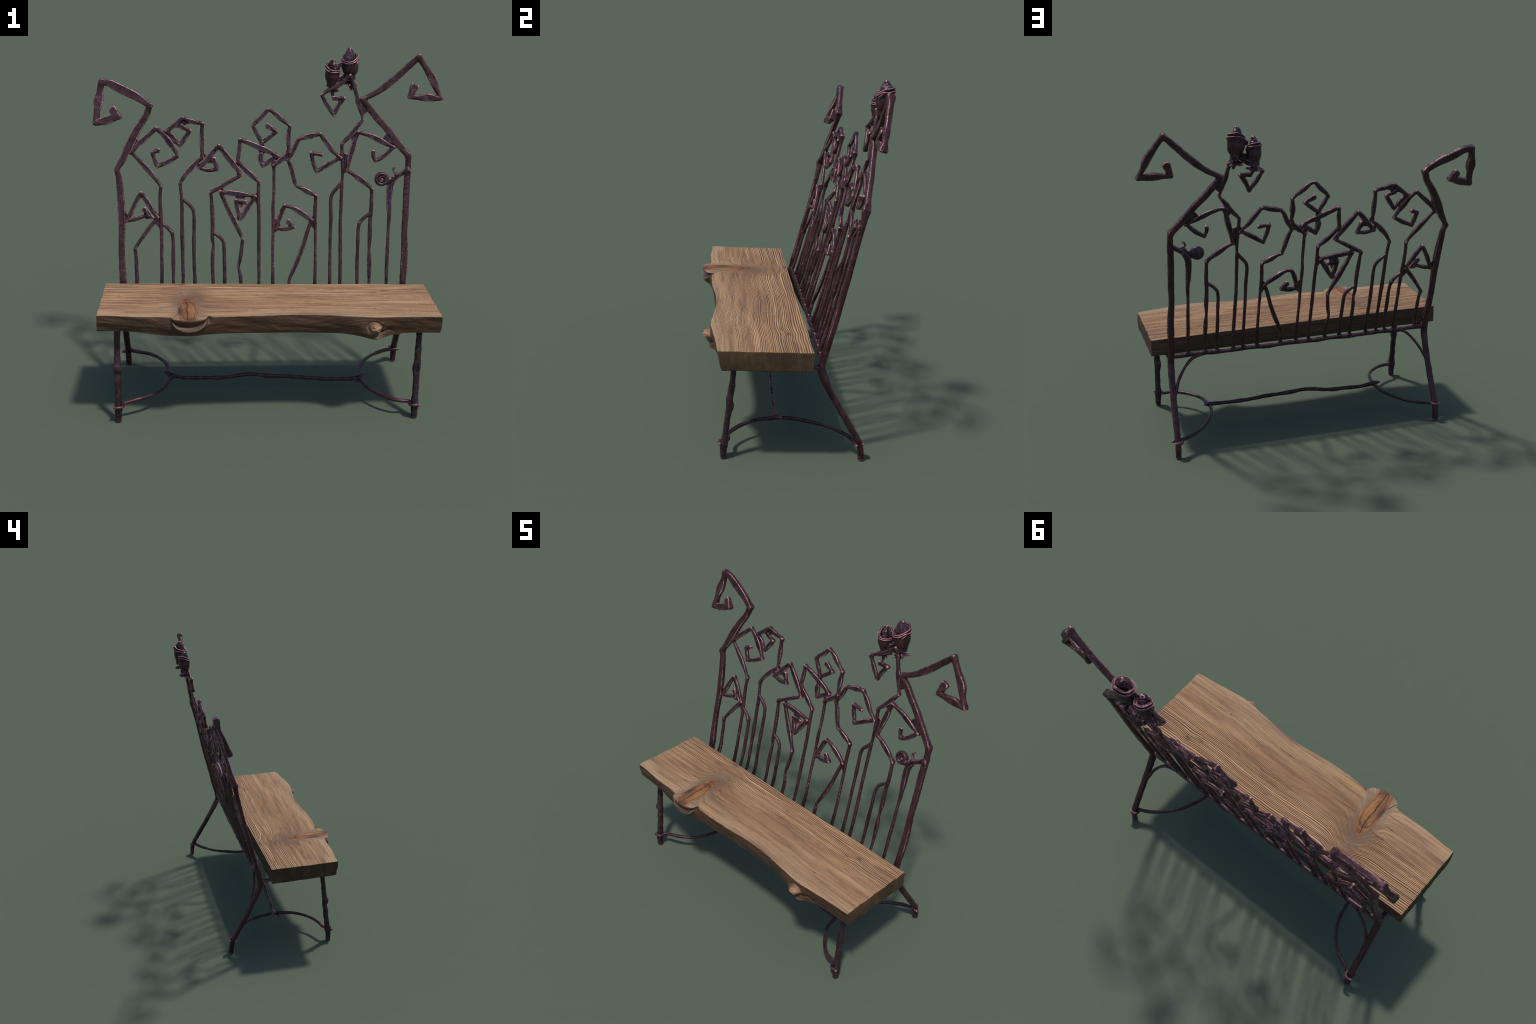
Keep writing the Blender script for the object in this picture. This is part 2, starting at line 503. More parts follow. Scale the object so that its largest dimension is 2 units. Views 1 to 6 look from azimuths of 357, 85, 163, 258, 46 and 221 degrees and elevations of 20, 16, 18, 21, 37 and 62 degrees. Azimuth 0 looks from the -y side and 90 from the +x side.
def wood_sawn_material():
    m, t, bs = new_mat("sawn_end_grain")
    vec, (x, y, z) = coords(t)
    lean_z = (z - 0.6) * fclip((y + 0.1) / 0.15) * 0.35
    ph = grain_phase(x * 0.0 + 0.9, y + lean_z)
    wob = stretched(t, vec, (2, 2, 2), 9, 3)
    s = fsin((ph + (wob - 0.5) * 0.6) * (2 * math.pi)) * 0.5 + 0.5
    n = stretched(t, vec, (1, 1, 0.6), 14, 5, 0.65)
    col = ramp(t, n, [(0.3, (0.062, 0.037, 0.022)), (0.55, (0.102, 0.060, 0.033)), (0.78, (0.150, 0.090, 0.050))])  # brown end grain, darkened further by baked shade held in the colour
    col = mix(t, ramp(t, s, [(0.45, grey(0)), (0.95, grey(0.5))]), col, (0.040, 0.024, 0.016))
    t.links.new(col, bs.inputs["Base Color"])
    bs.inputs["Roughness"].default_value = 0.8
    bs.inputs["Specular IOR Level"].default_value = 0.2
    b = node(t, "ShaderNodeBump", {"Strength": 0.4, "Distance": 0.002, "Height": n * 0.6 - s * 0.5})
    t.links.new(b.outputs[0], bs.inputs["Normal"])
    return m


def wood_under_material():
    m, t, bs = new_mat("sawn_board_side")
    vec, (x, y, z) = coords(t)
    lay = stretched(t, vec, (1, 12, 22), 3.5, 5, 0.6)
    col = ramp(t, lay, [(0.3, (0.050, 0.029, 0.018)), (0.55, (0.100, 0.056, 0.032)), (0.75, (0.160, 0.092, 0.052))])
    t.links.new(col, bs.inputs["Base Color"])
    bs.inputs["Roughness"].default_value = 0.8
    b = node(t, "ShaderNodeBump", {"Strength": 0.5, "Distance": 0.003, "Height": lay})
    t.links.new(b.outputs[0], bs.inputs["Normal"])
    return m


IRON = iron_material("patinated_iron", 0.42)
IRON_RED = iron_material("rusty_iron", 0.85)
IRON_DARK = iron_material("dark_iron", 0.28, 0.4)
TOP, EDGE, SAWN, UNDER = wood_top_material(), wood_edge_material(), wood_sawn_material(), wood_under_material()


# ------------------------------------------------------------------ seat plank
def through(table):
    xs, ys = zip(*table)
    xs, ys = np.array(xs, float), np.array(ys, float)
    m = np.gradient(ys, xs)

    def f(x):
        x = np.clip(x, xs[0], xs[-1])
        i = np.clip(np.searchsorted(xs, x, side="right") - 1, 0, len(xs) - 2)
        h = xs[i + 1] - xs[i]
        t = (x - xs[i]) / h
        return ((2 * t**3 - 3 * t**2 + 1) * ys[i] + (t**3 - 2 * t**2 + t) * h * m[i]
                + (-2 * t**3 + 3 * t**2) * ys[i + 1] + (t**3 - t**2) * h * m[i + 1])
    return f


FRONT_TOP = through([(-0.94, -0.398), (-0.75, -0.408), (-0.62, -0.412), (-0.54, -0.416), (-0.45, -0.414), (-0.36, -0.410),
                     (-0.24, -0.413), (-0.13, -0.410), (0.0, -0.402), (0.08, -0.396), (0.16, -0.393), (0.28, -0.397),
                     (0.42, -0.417), (0.50, -0.427), (0.56, -0.430), (0.64, -0.421), (0.76, -0.412), (0.91, -0.397)])
FRONT_LOW = through([(-0.94, -0.380), (-0.75, -0.387), (-0.6, -0.398), (-0.45, -0.404), (-0.3, -0.396), (-0.1, -0.384), (0.1, -0.380),
                     (0.3, -0.380), (0.42, -0.396), (0.52, -0.410), (0.6, -0.402), (0.75, -0.390), (0.91, -0.380)])
UNDERSIDE = through([(-0.94, 0.561), (-0.81, 0.559), (-0.70, 0.553), (-0.57, 0.540), (-0.45, 0.540), (-0.3, 0.545), (0.0, 0.541), (0.3, 0.536),
                     (0.42, 0.532), (0.48, 0.524), (0.54, 0.516), (0.60, 0.526), (0.66, 0.533), (0.91, 0.531)])
BACK = 0.075


def spaced(n, lo, hi, edge=0.006):
    """Even spacing with tight rows beside both ends so that the arrises round off."""
    t = np.linspace(lo + edge, hi - edge, n)
    return np.r_[lo, lo + edge * 0.25, lo + edge * 0.6, t, hi - edge * 0.6, hi - edge * 0.25, hi]


def front_relief(x, z, zt, zb):
    """Outward swelling of the live edge: knot plate with its smile-shaped folds, stub, ripples."""
    out = np.zeros_like(x)
    dx = (x + 0.447) / 0.096
    lens = np.sqrt(np.clip(1 - dx * dx, 0, 1))
    depth = (zt - z) / np.maximum(0.078 * lens, 0.004)
    plate = 1 / (1 + np.exp((depth - 0.30) / 0.035))
    fold = np.exp(-((depth - 0.90) / 0.27) ** 2)
    out += (0.046 * plate + 0.030 * fold) * lens ** 0.7
    out -= 0.004 * np.exp(-((depth - 0.5) / 0.11) ** 2) * lens
    out += 0.019 * np.exp(-((x + 0.45) / 0.14) ** 2 - ((z - 0.60) / 0.05) ** 2) * (1 - plate)
    out -= 0.016 * np.exp(-((x + 0.345) / 0.013) ** 2 - ((z - zt + 0.012) / 0.018) ** 2)
    # broken branch stub low on the right, with a split under it
    u, v = (x - 0.541) / 0.031, (z - 0.592 + (x - 0.541) * 0.15) / 0.020
    out += 0.027 * np.exp(-(u * u + v * v) ** 3) * (1 + 0.12 * np.sin(x * 210 + z * 140) + 0.10 * np.sin(z * 330 - x * 90))
    ringr = np.sqrt(u * u + v * v)
    out -= 0.011 * np.exp(-((ringr - 1.35) / 0.20) ** 2) * (0.45 + 0.55 * np.clip((x - 0.53) / 0.03, 0, 1))
    out += 0.016 * np.exp(-((x - 0.512 - (0.54 - z) * 0.2) / 0.030) ** 2 - ((z - 0.548) / 0.026) ** 2)
    out += 0.020 * np.exp(-((x - 0.565) / 0.040) ** 2 - ((z - 0.524 - (x - 0.565) * 0.15) / 0.010) ** 2)
    out -= 0.022 * np.exp(-((x - 0.570) / 0.030) ** 2 - ((z - 0.556 - (x - 0.570) * 0.3) / 0.011) ** 2)
    out += 0.013 * np.exp(-((x - 0.54) / 0.10) ** 2 - ((z - 0.56) / 0.05) ** 2)
    out -= 0.012 * np.exp(-((x - 0.625) / 0.03) ** 2 - ((z - 0.565) / 0.03) ** 2)
    out -= 0.010 * np.exp(-((x - 0.41) / 0.07) ** 2 - ((z - 0.57) / 0.03) ** 2)
    return out


def build_seat(parent):
    nx, ny, nz = 470, 215, 34
    X, Y, Z = spaced(nx, 0, 1, 0.0025), spaced(ny, 0, 1, 0.009), spaced(nz, 0, 1, 0.05)
    ii, jj, kk = len(X), len(Y), len(Z)
    ids, params, faces, mats = {}, [], [], []

    def vid(i, j, k):
        key = (i, j, k)
        if key not in ids:
            ids[key] = len(params)
            params.append((X[i], Y[j], Z[k]))
        return ids[key]

    def side(a, b, at, mat, flip):
        for p in range(a - 1):
            for q in range(b - 1):
                f = [vid(*at(p, q)), vid(*at(p + 1, q)), vid(*at(p + 1, q + 1)), vid(*at(p, q + 1))]
                faces.append(f[::-1] if flip else f)
                mats.append(mat)

    side(ii, jj, lambda p, q: (p, q, kk - 1), 0, False)
    side(ii, jj, lambda p, q: (p, q, 0), 3, True)
    side(ii, kk, lambda p, q: (p, 0, q), 1, False)
    side(ii, kk, lambda p, q: (p, jj - 1, q), 3, True)
    side(jj, kk, lambda p, q: (0, p, q), 2, True)
    side(jj, kk, lambda p, q: (ii - 1, p, q), 2, False)
    U = np.array(params)
    s, t, r = U[:, 0], U[:, 1], U[:, 2]
    # plan position: slightly wavy sawn ends
    yy = BACK + (1 - t) * (-0.40 - BACK)
    left = -0.934 - 0.003 * np.clip(-yy / 0.4, 0, 1) + 0.0010 * np.sin(yy * 41) + 0.0005 * np.sin(yy * 97 + 1) + 0.0004 * np.sin(yy * 171) + 0.004 * (r - 1)
    right = 0.906 + 0.005 * np.sin(r * np.pi) * np.clip(-yy / 0.4, 0, 1) + 0.0014 * np.sin(yy * 48 + 0.6) + 0.0006 * np.sin(yy * 113) + 0.0004 * np.sin(yy * 190)
    x = left + s * (right - left)
    ztop = 0.6455 - 0.0125 * x - 0.004 * yy
    # the board cups up a little towards the front edge right of the big knot
    ztop = ztop + 0.0085 * np.clip((-0.13 - yy) / 0.24, 0, 1) * np.clip((x + 0.36) / 0.25, 0, 1) * np.clip((0.95 - x) / 0.30, 0, 1)
    ft, fl = FRONT_TOP(x), FRONT_LOW(x)
    bow = (0.005 + 0.005 / (1 + np.exp(-(x - 0.0) / 0.08)) - 0.008 * np.clip((x - 0.6) / 0.1, 0, 1)) * np.sin(np.pi * r)
    zb = UNDERSIDE(x) * (1 - t ** 0.6) + t ** 0.6 * (0.539 - 0.0100 * x)
    z = zb + r * (ztop - zb)
    front = ft * r + fl * (1 - r) - bow
    swell = front_relief(x, z, ztop, zb)
    rip = np.array([noise.noise(Vector((a * 5, 3.1, b * 26 + a * 4))) * 0.0055 + noise.noise(Vector((a * 18, 9.7, b * 70))) * 0.002
                    if tt < 0.12 else 0.0 for a, b, tt in zip(x, z, t)])
    plate_only = swell * np.clip(1 - t / 0.16, 0, 1) ** 2
    back = BACK + 0.007 * x
    y = front + t * (back - front) - plate_only - rip * np.clip(1 - t / 0.05, 0, 1)
    backwave = np.array([noise.noise(Vector((a * 7, 1.0, b * 30))) * 0.003 if tt > 0.95 else 0.0 for a, b, tt in zip(x, z, t)])
    y = y + backwave * np.clip((t - 0.95) / 0.05, 0, 1)
    # raised rings on the top face
    ph = grain_phase(x, y)
    amp = np.clip((y + 0.42) / 0.36, 0, 1) * 0.0007 + 0.0003
    ridge = np.clip(np.sin(ph * 2 * np.pi) * 1.3, -0.4, 1)
    knot = np.clip((knot_mask(x, y) - 0.8) / 0.4, 0, 1)
    low = np.array([noise.noise(Vector((a * 4, b * 9, 0.3))) * 0.0020 + noise.noise(Vector((a * 12, b * 40, 2.3))) * 0.0007
                    if rr > 0.9 else 0.0 for a, b, rr in zip(x, y, r)])
    on_top = np.clip((r - 0.93) / 0.07, 0, 1)
    z = z + on_top * (-amp * ridge * knot + low + 0.0008 * (1 - knot) * np.clip((-0.3 - y) / 0.1, 0, 1))
    # round every arris
    def arris(d1, d2, rad):
        d1, d2 = np.minimum(d1, rad), np.minimum(d2, rad)
        return rad - np.sqrt(np.maximum(rad**2 - (rad - d1) ** 2, 0)), rad - np.sqrt(np.maximum(rad**2 - (rad - d2) ** 2, 0))
    rad = 0.0045
    dist_f, dist_b = (t) * 0.47, (1 - t) * 0.47
    dist_t, dist_d = (1 - r) * 0.11, r * 0.11
    dist_l, dist_r = s * 1.83, (1 - s) * 1.83
    top_face, bot_face = r == 1, r == 0
    for dh, sgn, axis in ((dist_f, 1, "y"), (dist_b, -1, "y"), (dist_l, 1, "x"), (dist_r, -1, "x")):
        drop = arris(dh, dh * 0 + 9, rad)[0]
        z = np.where(top_face, z - drop, np.where(bot_face, z + drop * 1.4, z))
        for dv in (dist_t, dist_d):
            face = dh == 0
            pull = arris(dv, dv * 0 + 9, rad)[0]
            if axis == "y":
                y = np.where(face, y + sgn * pull, y)
            else:
                x = np.where(face, x + sgn * pull, x)
    bot = np.array([noise.noise(Vector((a * 6, b * 14, 5.0))) * 0.004 if rr == 0 else 0.0 for a, b, rr in zip(x, y, r)])
    z = z + bot
    o = add_mesh("seat_plank", np.c_[x, y, z], faces, parent, [TOP, EDGE, SAWN, UNDER])
    o.data.polygons.foreach_set("material_index", mats)
    bm = bmesh.new()
    bm.from_mesh(o.data)
    bmesh.ops.recalc_face_normals(bm, faces=bm.faces)
    bm.to_mesh(o.data)
    bm.free()
    o.data.set_sharp_from_angle(angle=math.radians(70))
    return o


bench = empty("garden_bench")
bench["label"] = "rustic live-edge plank bench with a forged iron back of angular scrolls"
bench["category"] = "garden bench"
build_seat(bench)


# ------------------------------------------------------------------ iron back: end posts, which run down into the back legs
PANEL = (0.0, -0.975, 0.22)


LEFT_POST = [
        (-0.839, 0.625, 39), (-0.844, 0.709, 35), (-0.846, 0.842, 32), (-0.842, 0.955, 37), (-0.844, 1.068, 38), 
        (-0.850, 1.165, 35), (-0.855, 1.219, 31), (-0.866, 1.267, 26), (-0.825, 1.336, 38), (-0.790, 1.407, 45), 
        (-0.745, 1.492, 40), (-0.697, 1.563, 34), (-0.674, 1.622, 34), (-0.721, 1.655, 36), (-0.761, 1.677, 43), 
        (-0.840, 1.713, 45), (-0.897, 1.741, 38), (-0.944, 1.750, 34), (-0.954, 1.702, 34), (-0.963, 1.646, 49), 
        (-0.970, 1.597, 34), (-0.978, 1.529, 32), (-0.920, 1.542, 43), (-0.880, 1.553, 38), (-0.848, 1.561, 29), 
        (-0.882, 1.597, 43)]

RIGHT_POST = [
        (0.799, 0.615, 31), (0.804, 0.701, 37), (0.806, 0.798, 35), (0.803, 0.913, 31), (0.807, 1.028, 33), (0.810, 1.181, 34), 
        (0.813, 1.252, 33), (0.815, 1.317, 30), (0.813, 1.346, 30), (0.761, 1.403, 35), (0.712, 1.464, 34), (0.695, 1.485, 34), 
        (0.626, 1.559, 35), (0.579, 1.614, 33), (0.539, 1.661, 24), (0.617, 1.699, 30), (0.697, 1.759, 36), (0.786, 1.839, 33), 
        (0.852, 1.901, 30), (0.893, 1.840, 30), (0.936, 1.777, 40), (0.958, 1.722, 27), (0.987, 1.673, 21), (0.914, 1.677, 40), 
        (0.858, 1.677, 30), (0.809, 1.681, 24), (0.833, 1.738, 43)]

# kinked stem that rises into the square scroll beside the left post
SQUARE_SCROLL = [
        (-0.634, 0.554, 21), (-0.617, 0.621, 20), (-0.616, 0.781, 17), (-0.616, 0.952, 19), (-0.620, 1.028, 19), 
        (-0.622, 1.104, 19), (-0.617, 1.173, 17), (-0.644, 1.210, 20), (-0.691, 1.267, 29), (-0.733, 1.314, 22), 
        (-0.781, 1.363, 20), (-0.754, 1.395, 24), (-0.706, 1.439, 28), (-0.669, 1.470, 22), (-0.639, 1.497, 22), 
        (-0.601, 1.463, 24), (-0.565, 1.417, 33), (-0.536, 1.377, 22), (-0.516, 1.341, 18), (-0.577, 1.309, 26), 
        (-0.636, 1.283, 18), (-0.650, 1.321, 25), (-0.663, 1.363, 18), (-0.627, 1.373, 23)]

# bent stem crossing to a small triangular scroll
TRIANGLE_SCROLL = [
        (-0.797, 0.555, 25), (-0.761, 0.623, 23), (-0.763, 0.707, 20), (-0.764, 0.772, 19), (-0.770, 0.821, 17), 
        (-0.728, 0.881, 21), (-0.689, 0.934, 24), (-0.661, 0.968, 23), (-0.637, 0.998, 19), (-0.664, 1.032, 23), 
        (-0.694, 1.082, 28), (-0.731, 1.135, 21), (-0.759, 1.090, 23), (-0.783, 1.041, 25), (-0.811, 0.979, 17), 
        (-0.761, 0.990, 24), (-0.726, 0.999, 17), (-0.688, 1.008, 15), (-0.715, 1.044, 28)]

# offshoot
OFFSHOOT_A = [
        (-0.582, 0.553, 18), (-0.551, 0.620, 16), (-0.550, 0.742, 20), (-0.550, 0.875, 17), (-0.556, 0.909, 19), 
        (-0.584, 0.940, 19), (-0.615, 0.963, 15)]

# stem with a five-sided scroll turned left
PENTAGON_SCROLL = [
        (-0.522, 0.553, 19), (-0.494, 0.619, 18), (-0.495, 0.760, 18), (-0.496, 0.855, 21), (-0.497, 0.989, 19), 
        (-0.497, 1.064, 19), (-0.500, 1.121, 17), (-0.506, 1.189, 17), (-0.472, 1.241, 24), (-0.439, 1.276, 30), 
        (-0.409, 1.307, 22), (-0.374, 1.332, 16), (-0.378, 1.380, 21), (-0.377, 1.426, 26), (-0.379, 1.491, 20), 
        (-0.375, 1.523, 18), (-0.440, 1.535, 24), (-0.487, 1.553, 20), (-0.539, 1.511, 26), (-0.581, 1.480, 18), 
        (-0.545, 1.448, 26), (-0.525, 1.420, 22), (-0.505, 1.400, 18), (-0.470, 1.452, 27), (-0.446, 1.484, 18), 
        (-0.499, 1.505, 27)]

# offshoot
OFFSHOOT_B = [
        (-0.449, 0.552, 21), (-0.425, 0.618, 19), (-0.429, 0.740, 18), (-0.429, 0.874, 20), (-0.428, 1.007, 17), 
        (-0.435, 1.041, 20), (-0.460, 1.072, 19), (-0.494, 1.097, 17)]

# stem that zigzags up to a peaked scroll
PEAKED_SCROLL = [
        (-0.333, 0.551, 19), (-0.319, 0.617, 18), (-0.321, 0.686, 19), (-0.321, 0.785, 20), (-0.316, 0.838, 15), 
        (-0.322, 0.873, 19), (-0.320, 0.949, 21), (-0.323, 1.044, 21), (-0.328, 1.116, 16), (-0.332, 1.135, 17), 
        (-0.285, 1.159, 24), (-0.234, 1.189, 24), (-0.182, 1.216, 18), (-0.154, 1.233, 18), (-0.196, 1.290, 29), 
        (-0.240, 1.344, 29), (-0.282, 1.398, 21), (-0.321, 1.355, 29), (-0.358, 1.312, 26), (-0.395, 1.274, 18), 
        (-0.343, 1.262, 22), (-0.288, 1.265, 18), (-0.314, 1.321, 29)]

# offshoot
OFFSHOOT_C = [
        (-0.265, 0.551, 22), (-0.251, 0.616, 20), (-0.252, 0.738, 19), (-0.254, 0.815, 18), (-0.258, 0.853, 18), 
        (-0.277, 0.880, 18), (-0.316, 0.905, 16)]

# stem with an upturned triangular scroll
UPTURNED_SCROLL = [
        (-0.170, 0.550, 21), (-0.157, 0.615, 19), (-0.160, 0.661, 18), (-0.169, 0.711, 15), (-0.160, 0.757, 20), 
        (-0.152, 0.814, 19), (-0.146, 0.870, 16), (-0.168, 0.918, 20), (-0.199, 0.979, 29), (-0.234, 1.051, 25), 
        (-0.274, 1.139, 19), (-0.198, 1.129, 28), (-0.129, 1.121, 23), (-0.072, 1.112, 17), (-0.113, 1.055, 30), 
        (-0.140, 1.009, 23), (-0.159, 0.984, 19), (-0.171, 1.024, 25), (-0.186, 1.090, 19), (-0.133, 1.079, 24)]

# stem whose long arm folds back on itself
FOLDED_ARM = [
        (-0.063, 0.549, 18), (-0.051, 0.614, 16), (-0.051, 0.718, 18), (-0.051, 0.871, 19), (-0.051, 0.986, 19), 
        (-0.054, 1.100, 19), (-0.053, 1.196, 17), (-0.104, 1.239, 28), (-0.149, 1.281, 22), (-0.175, 1.311, 18), 
        (-0.165, 1.369, 23), (-0.163, 1.401, 19), (-0.161, 1.433, 18), (-0.108, 1.412, 26), (-0.042, 1.385, 29), 
        (0.017, 1.360, 24), (0.056, 1.340, 18), (0.017, 1.318, 28), (-0.030, 1.283, 18), (-0.039, 1.315, 28), 
        (-0.044, 1.349, 29)]

# central stem, the tall diamond scroll
DIAMOND_SCROLL = [
        (0.019, 0.549, 22), (0.030, 0.612, 20), (0.030, 0.718, 16), (0.030, 0.833, 16), (0.032, 0.947, 16), (0.031, 1.062, 18), 
        (0.036, 1.123, 15), (0.036, 1.214, 17), (0.036, 1.261, 15), (0.033, 1.290, 18), (0.073, 1.315, 28), (0.102, 1.340, 28), 
        (0.123, 1.364, 18), (0.119, 1.401, 21), (0.119, 1.448, 29), (0.122, 1.484, 20), (0.126, 1.510, 16), (0.084, 1.541, 21), 
        (0.053, 1.568, 26), (0.027, 1.589, 20), (0.001, 1.601, 18), (-0.039, 1.557, 26), (-0.068, 1.532, 22), 
        (-0.088, 1.510, 18), (-0.064, 1.466, 24), (-0.048, 1.437, 20), (-0.036, 1.412, 17), (0.006, 1.444, 24), 
        (0.051, 1.478, 18), (-0.006, 1.509, 30)]

# stem stepping right to a square hook
STEPPED_HOOK = [
        (0.266, 0.547, 21), (0.278, 0.612, 19), (0.280, 0.737, 16), (0.279, 0.909, 16), (0.276, 1.024, 20), (0.279, 1.100, 18), 
        (0.280, 1.117, 16), (0.229, 1.140, 28), (0.188, 1.162, 19), (0.164, 1.171, 14), (0.151, 1.214, 23), (0.136, 1.272, 23), 
        (0.116, 1.319, 15), (0.146, 1.369, 25), (0.164, 1.409, 22), (0.182, 1.439, 18), (0.241, 1.452, 29), (0.299, 1.465, 18), 
        (0.341, 1.414, 27), (0.378, 1.366, 21), (0.420, 1.332, 17), (0.343, 1.290, 27), (0.281, 1.251, 17), (0.263, 1.304, 23), 
        (0.250, 1.358, 18), (0.311, 1.348, 21)]

# slanting stem with a low curl
LOW_CURL = [
        (0.124, 0.548, 19), (0.127, 0.612, 18), (0.126, 0.629, 16), (0.168, 0.725, 24), (0.207, 0.825, 22), (0.237, 0.925, 20), 
        (0.258, 0.976, 20), (0.190, 1.020, 29), (0.139, 1.049, 21), (0.099, 1.059, 19), (0.076, 1.009, 25), (0.053, 0.930, 18), 
        (0.104, 0.927, 25), (0.151, 0.936, 19), (0.118, 0.968, 29)]

# tall stem that carries the rosebuds
ROSE_STEM = [
        (0.417, 0.546, 19), (0.426, 0.612, 18), (0.427, 0.718, 19), (0.426, 0.833, 19), (0.425, 0.948, 18), (0.428, 1.063, 18), 
        (0.430, 1.158, 18), (0.433, 1.220, 16), (0.434, 1.267, 20), (0.431, 1.339, 20), (0.428, 1.379, 18), (0.427, 1.409, 17), 
        (0.473, 1.458, 24), (0.505, 1.498, 26), (0.530, 1.527, 18), (0.547, 1.548, 14), (0.530, 1.601, 20), (0.516, 1.648, 27), 
        (0.502, 1.698, 20), (0.486, 1.747, 21), (0.467, 1.791, 19), (0.407, 1.742, 23), (0.351, 1.711, 19), (0.305, 1.684, 16), 
        (0.343, 1.622, 24), (0.379, 1.571, 17), (0.407, 1.632, 26), (0.435, 1.666, 17), (0.375, 1.664, 26)]

# offshoot
OFFSHOOT_D = [
        (0.354, 0.546, 19), (0.366, 0.612, 18), (0.366, 0.737, 16), (0.367, 0.871, 16), (0.369, 1.005, 19), (0.368, 1.101, 18), 
        (0.378, 1.131, 18), (0.405, 1.162, 19), (0.431, 1.195, 17)]

# stem with the roof-shaped crook
ROOF_CROOK = [
        (0.594, 0.544, 16), (0.598, 0.613, 15), (0.599, 0.730, 24), (0.596, 0.807, 16), (0.599, 0.873, 22), (0.599, 0.968, 20), 
        (0.604, 1.045, 21), (0.605, 1.121, 19), (0.605, 1.156, 17), (0.578, 1.181, 22), (0.533, 1.213, 29), (0.492, 1.242, 20), 
        (0.457, 1.259, 17), (0.470, 1.314, 24), (0.493, 1.394, 29), (0.506, 1.444, 22), (0.522, 1.477, 19), (0.580, 1.461, 23), 
        (0.632, 1.438, 29), (0.684, 1.413, 23), (0.727, 1.395, 17), (0.674, 1.347, 27), (0.645, 1.327, 22), (0.623, 1.316, 18), 
        (0.611, 1.341, 20), (0.609, 1.368, 21)]

# offshoot
OFFSHOOT_E = [
        (0.514, 0.545, 17), (0.527, 0.613, 16), (0.526, 0.718, 19), (0.529, 0.834, 18), (0.530, 0.918, 18), (0.537, 0.960, 18), 
        (0.564, 0.991, 19), (0.599, 1.016, 18)]

# stem the snail sits on
SNAIL_STEM = [
        (0.692, 0.544, 18), (0.700, 0.614, 17), (0.701, 0.720, 19), (0.704, 0.816, 18), (0.706, 0.912, 16), (0.710, 1.008, 21), 
        (0.707, 1.065, 27), (0.705, 1.141, 28), (0.707, 1.171, 27), (0.722, 1.201, 24), (0.758, 1.234, 24), (0.791, 1.254, 24), 
        (0.815, 1.274, 24)]


def at(x, z, dy=0.0):
    return (x, lean(x, z) + dy, z)


def end_post(pts, leg, offsets):
    p = Parts()
    run = [(q[0], q[1], q[2], offsets(q[1], q[0])) for q in pts]
    forged(p, run, knuckle=0.0215, flat=0.0150, big=1.5)
    rod(p, leg, PANEL, 0.95, expo=2.6, foot=True)
    o = fuse("end_post", p, bench, IRON_RED, rough=0.0014)
    split_off(o, "back_leg", lambda c: c[:, 2] < 0.535, bench)
    return o


def left_off(z, x):
    """The left arm's scroll swings a little behind the panel, the right one in front of it."""
    return 0.003 + 0.030 * min(1.0, max(0.0, -0.66 - x) / 0.28) * min(1.0, max(0.0, z - 1.56) / 0.15) if z > 1.45 else 0.0


def right_off(z, x):
    return 0.002 - 0.018 * min(1.0, max(0.0, x - 0.54) / 0.3) if z > 1.655 else 0.008


end_post(LEFT_POST, [(-0.844, 0.180, 0.75, 24), (-0.842, 0.157, 0.65, 35), (-0.842, 0.138, 0.56, 38), (-0.843, 0.131, 0.51, 38), (-0.843, 0.150, 0.455, 37),
                     (-0.843, 0.184, 0.385, 35), (-0.843, 0.240, 0.275, 35), (-0.843, 0.300, 0.170, 34), (-0.843, 0.333, 0.112, 34),
                     (-0.843, 0.347, 0.075, 33), (-0.842, 0.355, 0.003, 33)],
         left_off)
end_post(RIGHT_POST, [(0.805, 0.190, 0.76, 24), (0.799, 0.167, 0.65, 33), (0.799, 0.144, 0.56, 36), (0.800, 0.135, 0.500, 38), (0.803, 0.160, 0.438, 38),
                      (0.806, 0.194, 0.376, 35), (0.810, 0.256, 0.270, 34), (0.812, 0.320, 0.167, 34), (0.813, 0.352, 0.112, 33),
                      (0.814, 0.366, 0.076, 32), (0.815, 0.375, 0.003, 32)],
         right_off)


def branch(pts, mat=IRON, webs=(), shift=0.0, extra=None):
    p = Parts()
    base = pts[0]
    forged(p, [(base[0] * 0.4 + pts[1][0] * 0.6, base[1] - 0.004, base[2])] + list(pts[1:]), shift=shift)
    for w in webs:  # thin plates that copy webbing left by the scan
        p.slab([at(x, z) for x, z in w], PANEL, 0.005)
    if extra:
        extra(p)
    return fuse("branch", p, bench, mat)


def offshoot(pts):
    return branch(pts, IRON_DARK)


branch(SQUARE_SCROLL)
branch(TRIANGLE_SCROLL, webs=[[(-0.729, 1.012), (-0.690, 1.030), (-0.655, 0.990), (-0.700, 0.985)]])
branch(PENTAGON_SCROLL, webs=[[(-0.487, 1.550), (-0.440, 1.528), (-0.492, 1.503), (-0.545, 1.500)], [(-0.462, 1.448), (-0.446, 1.480), (-0.452, 1.492), (-0.474, 1.470)]])
branch(PEAKED_SCROLL, webs=[[(-0.330, 1.318), (-0.300, 1.325), (-0.318, 1.300), (-0.345, 1.300)]])
branch(UPTURNED_SCROLL, webs=[[(-0.187, 1.116), (-0.125, 1.116), (-0.136, 1.089), (-0.183, 1.089)], [(-0.168, 1.075), (-0.135, 1.080), (-0.152, 1.035)]])
branch(FOLDED_ARM, webs=[[(-0.053, 1.372), (-0.020, 1.357), (-0.027, 1.342), (-0.055, 1.345)]])
branch(DIAMOND_SCROLL)
branch(STEPPED_HOOK)
branch(LOW_CURL)
branch(ROSE_STEM)
branch(ROOF_CROOK)
for run in (OFFSHOOT_A, OFFSHOOT_B, OFFSHOOT_C, OFFSHOOT_D, OFFSHOOT_E):
    offshoot(run)


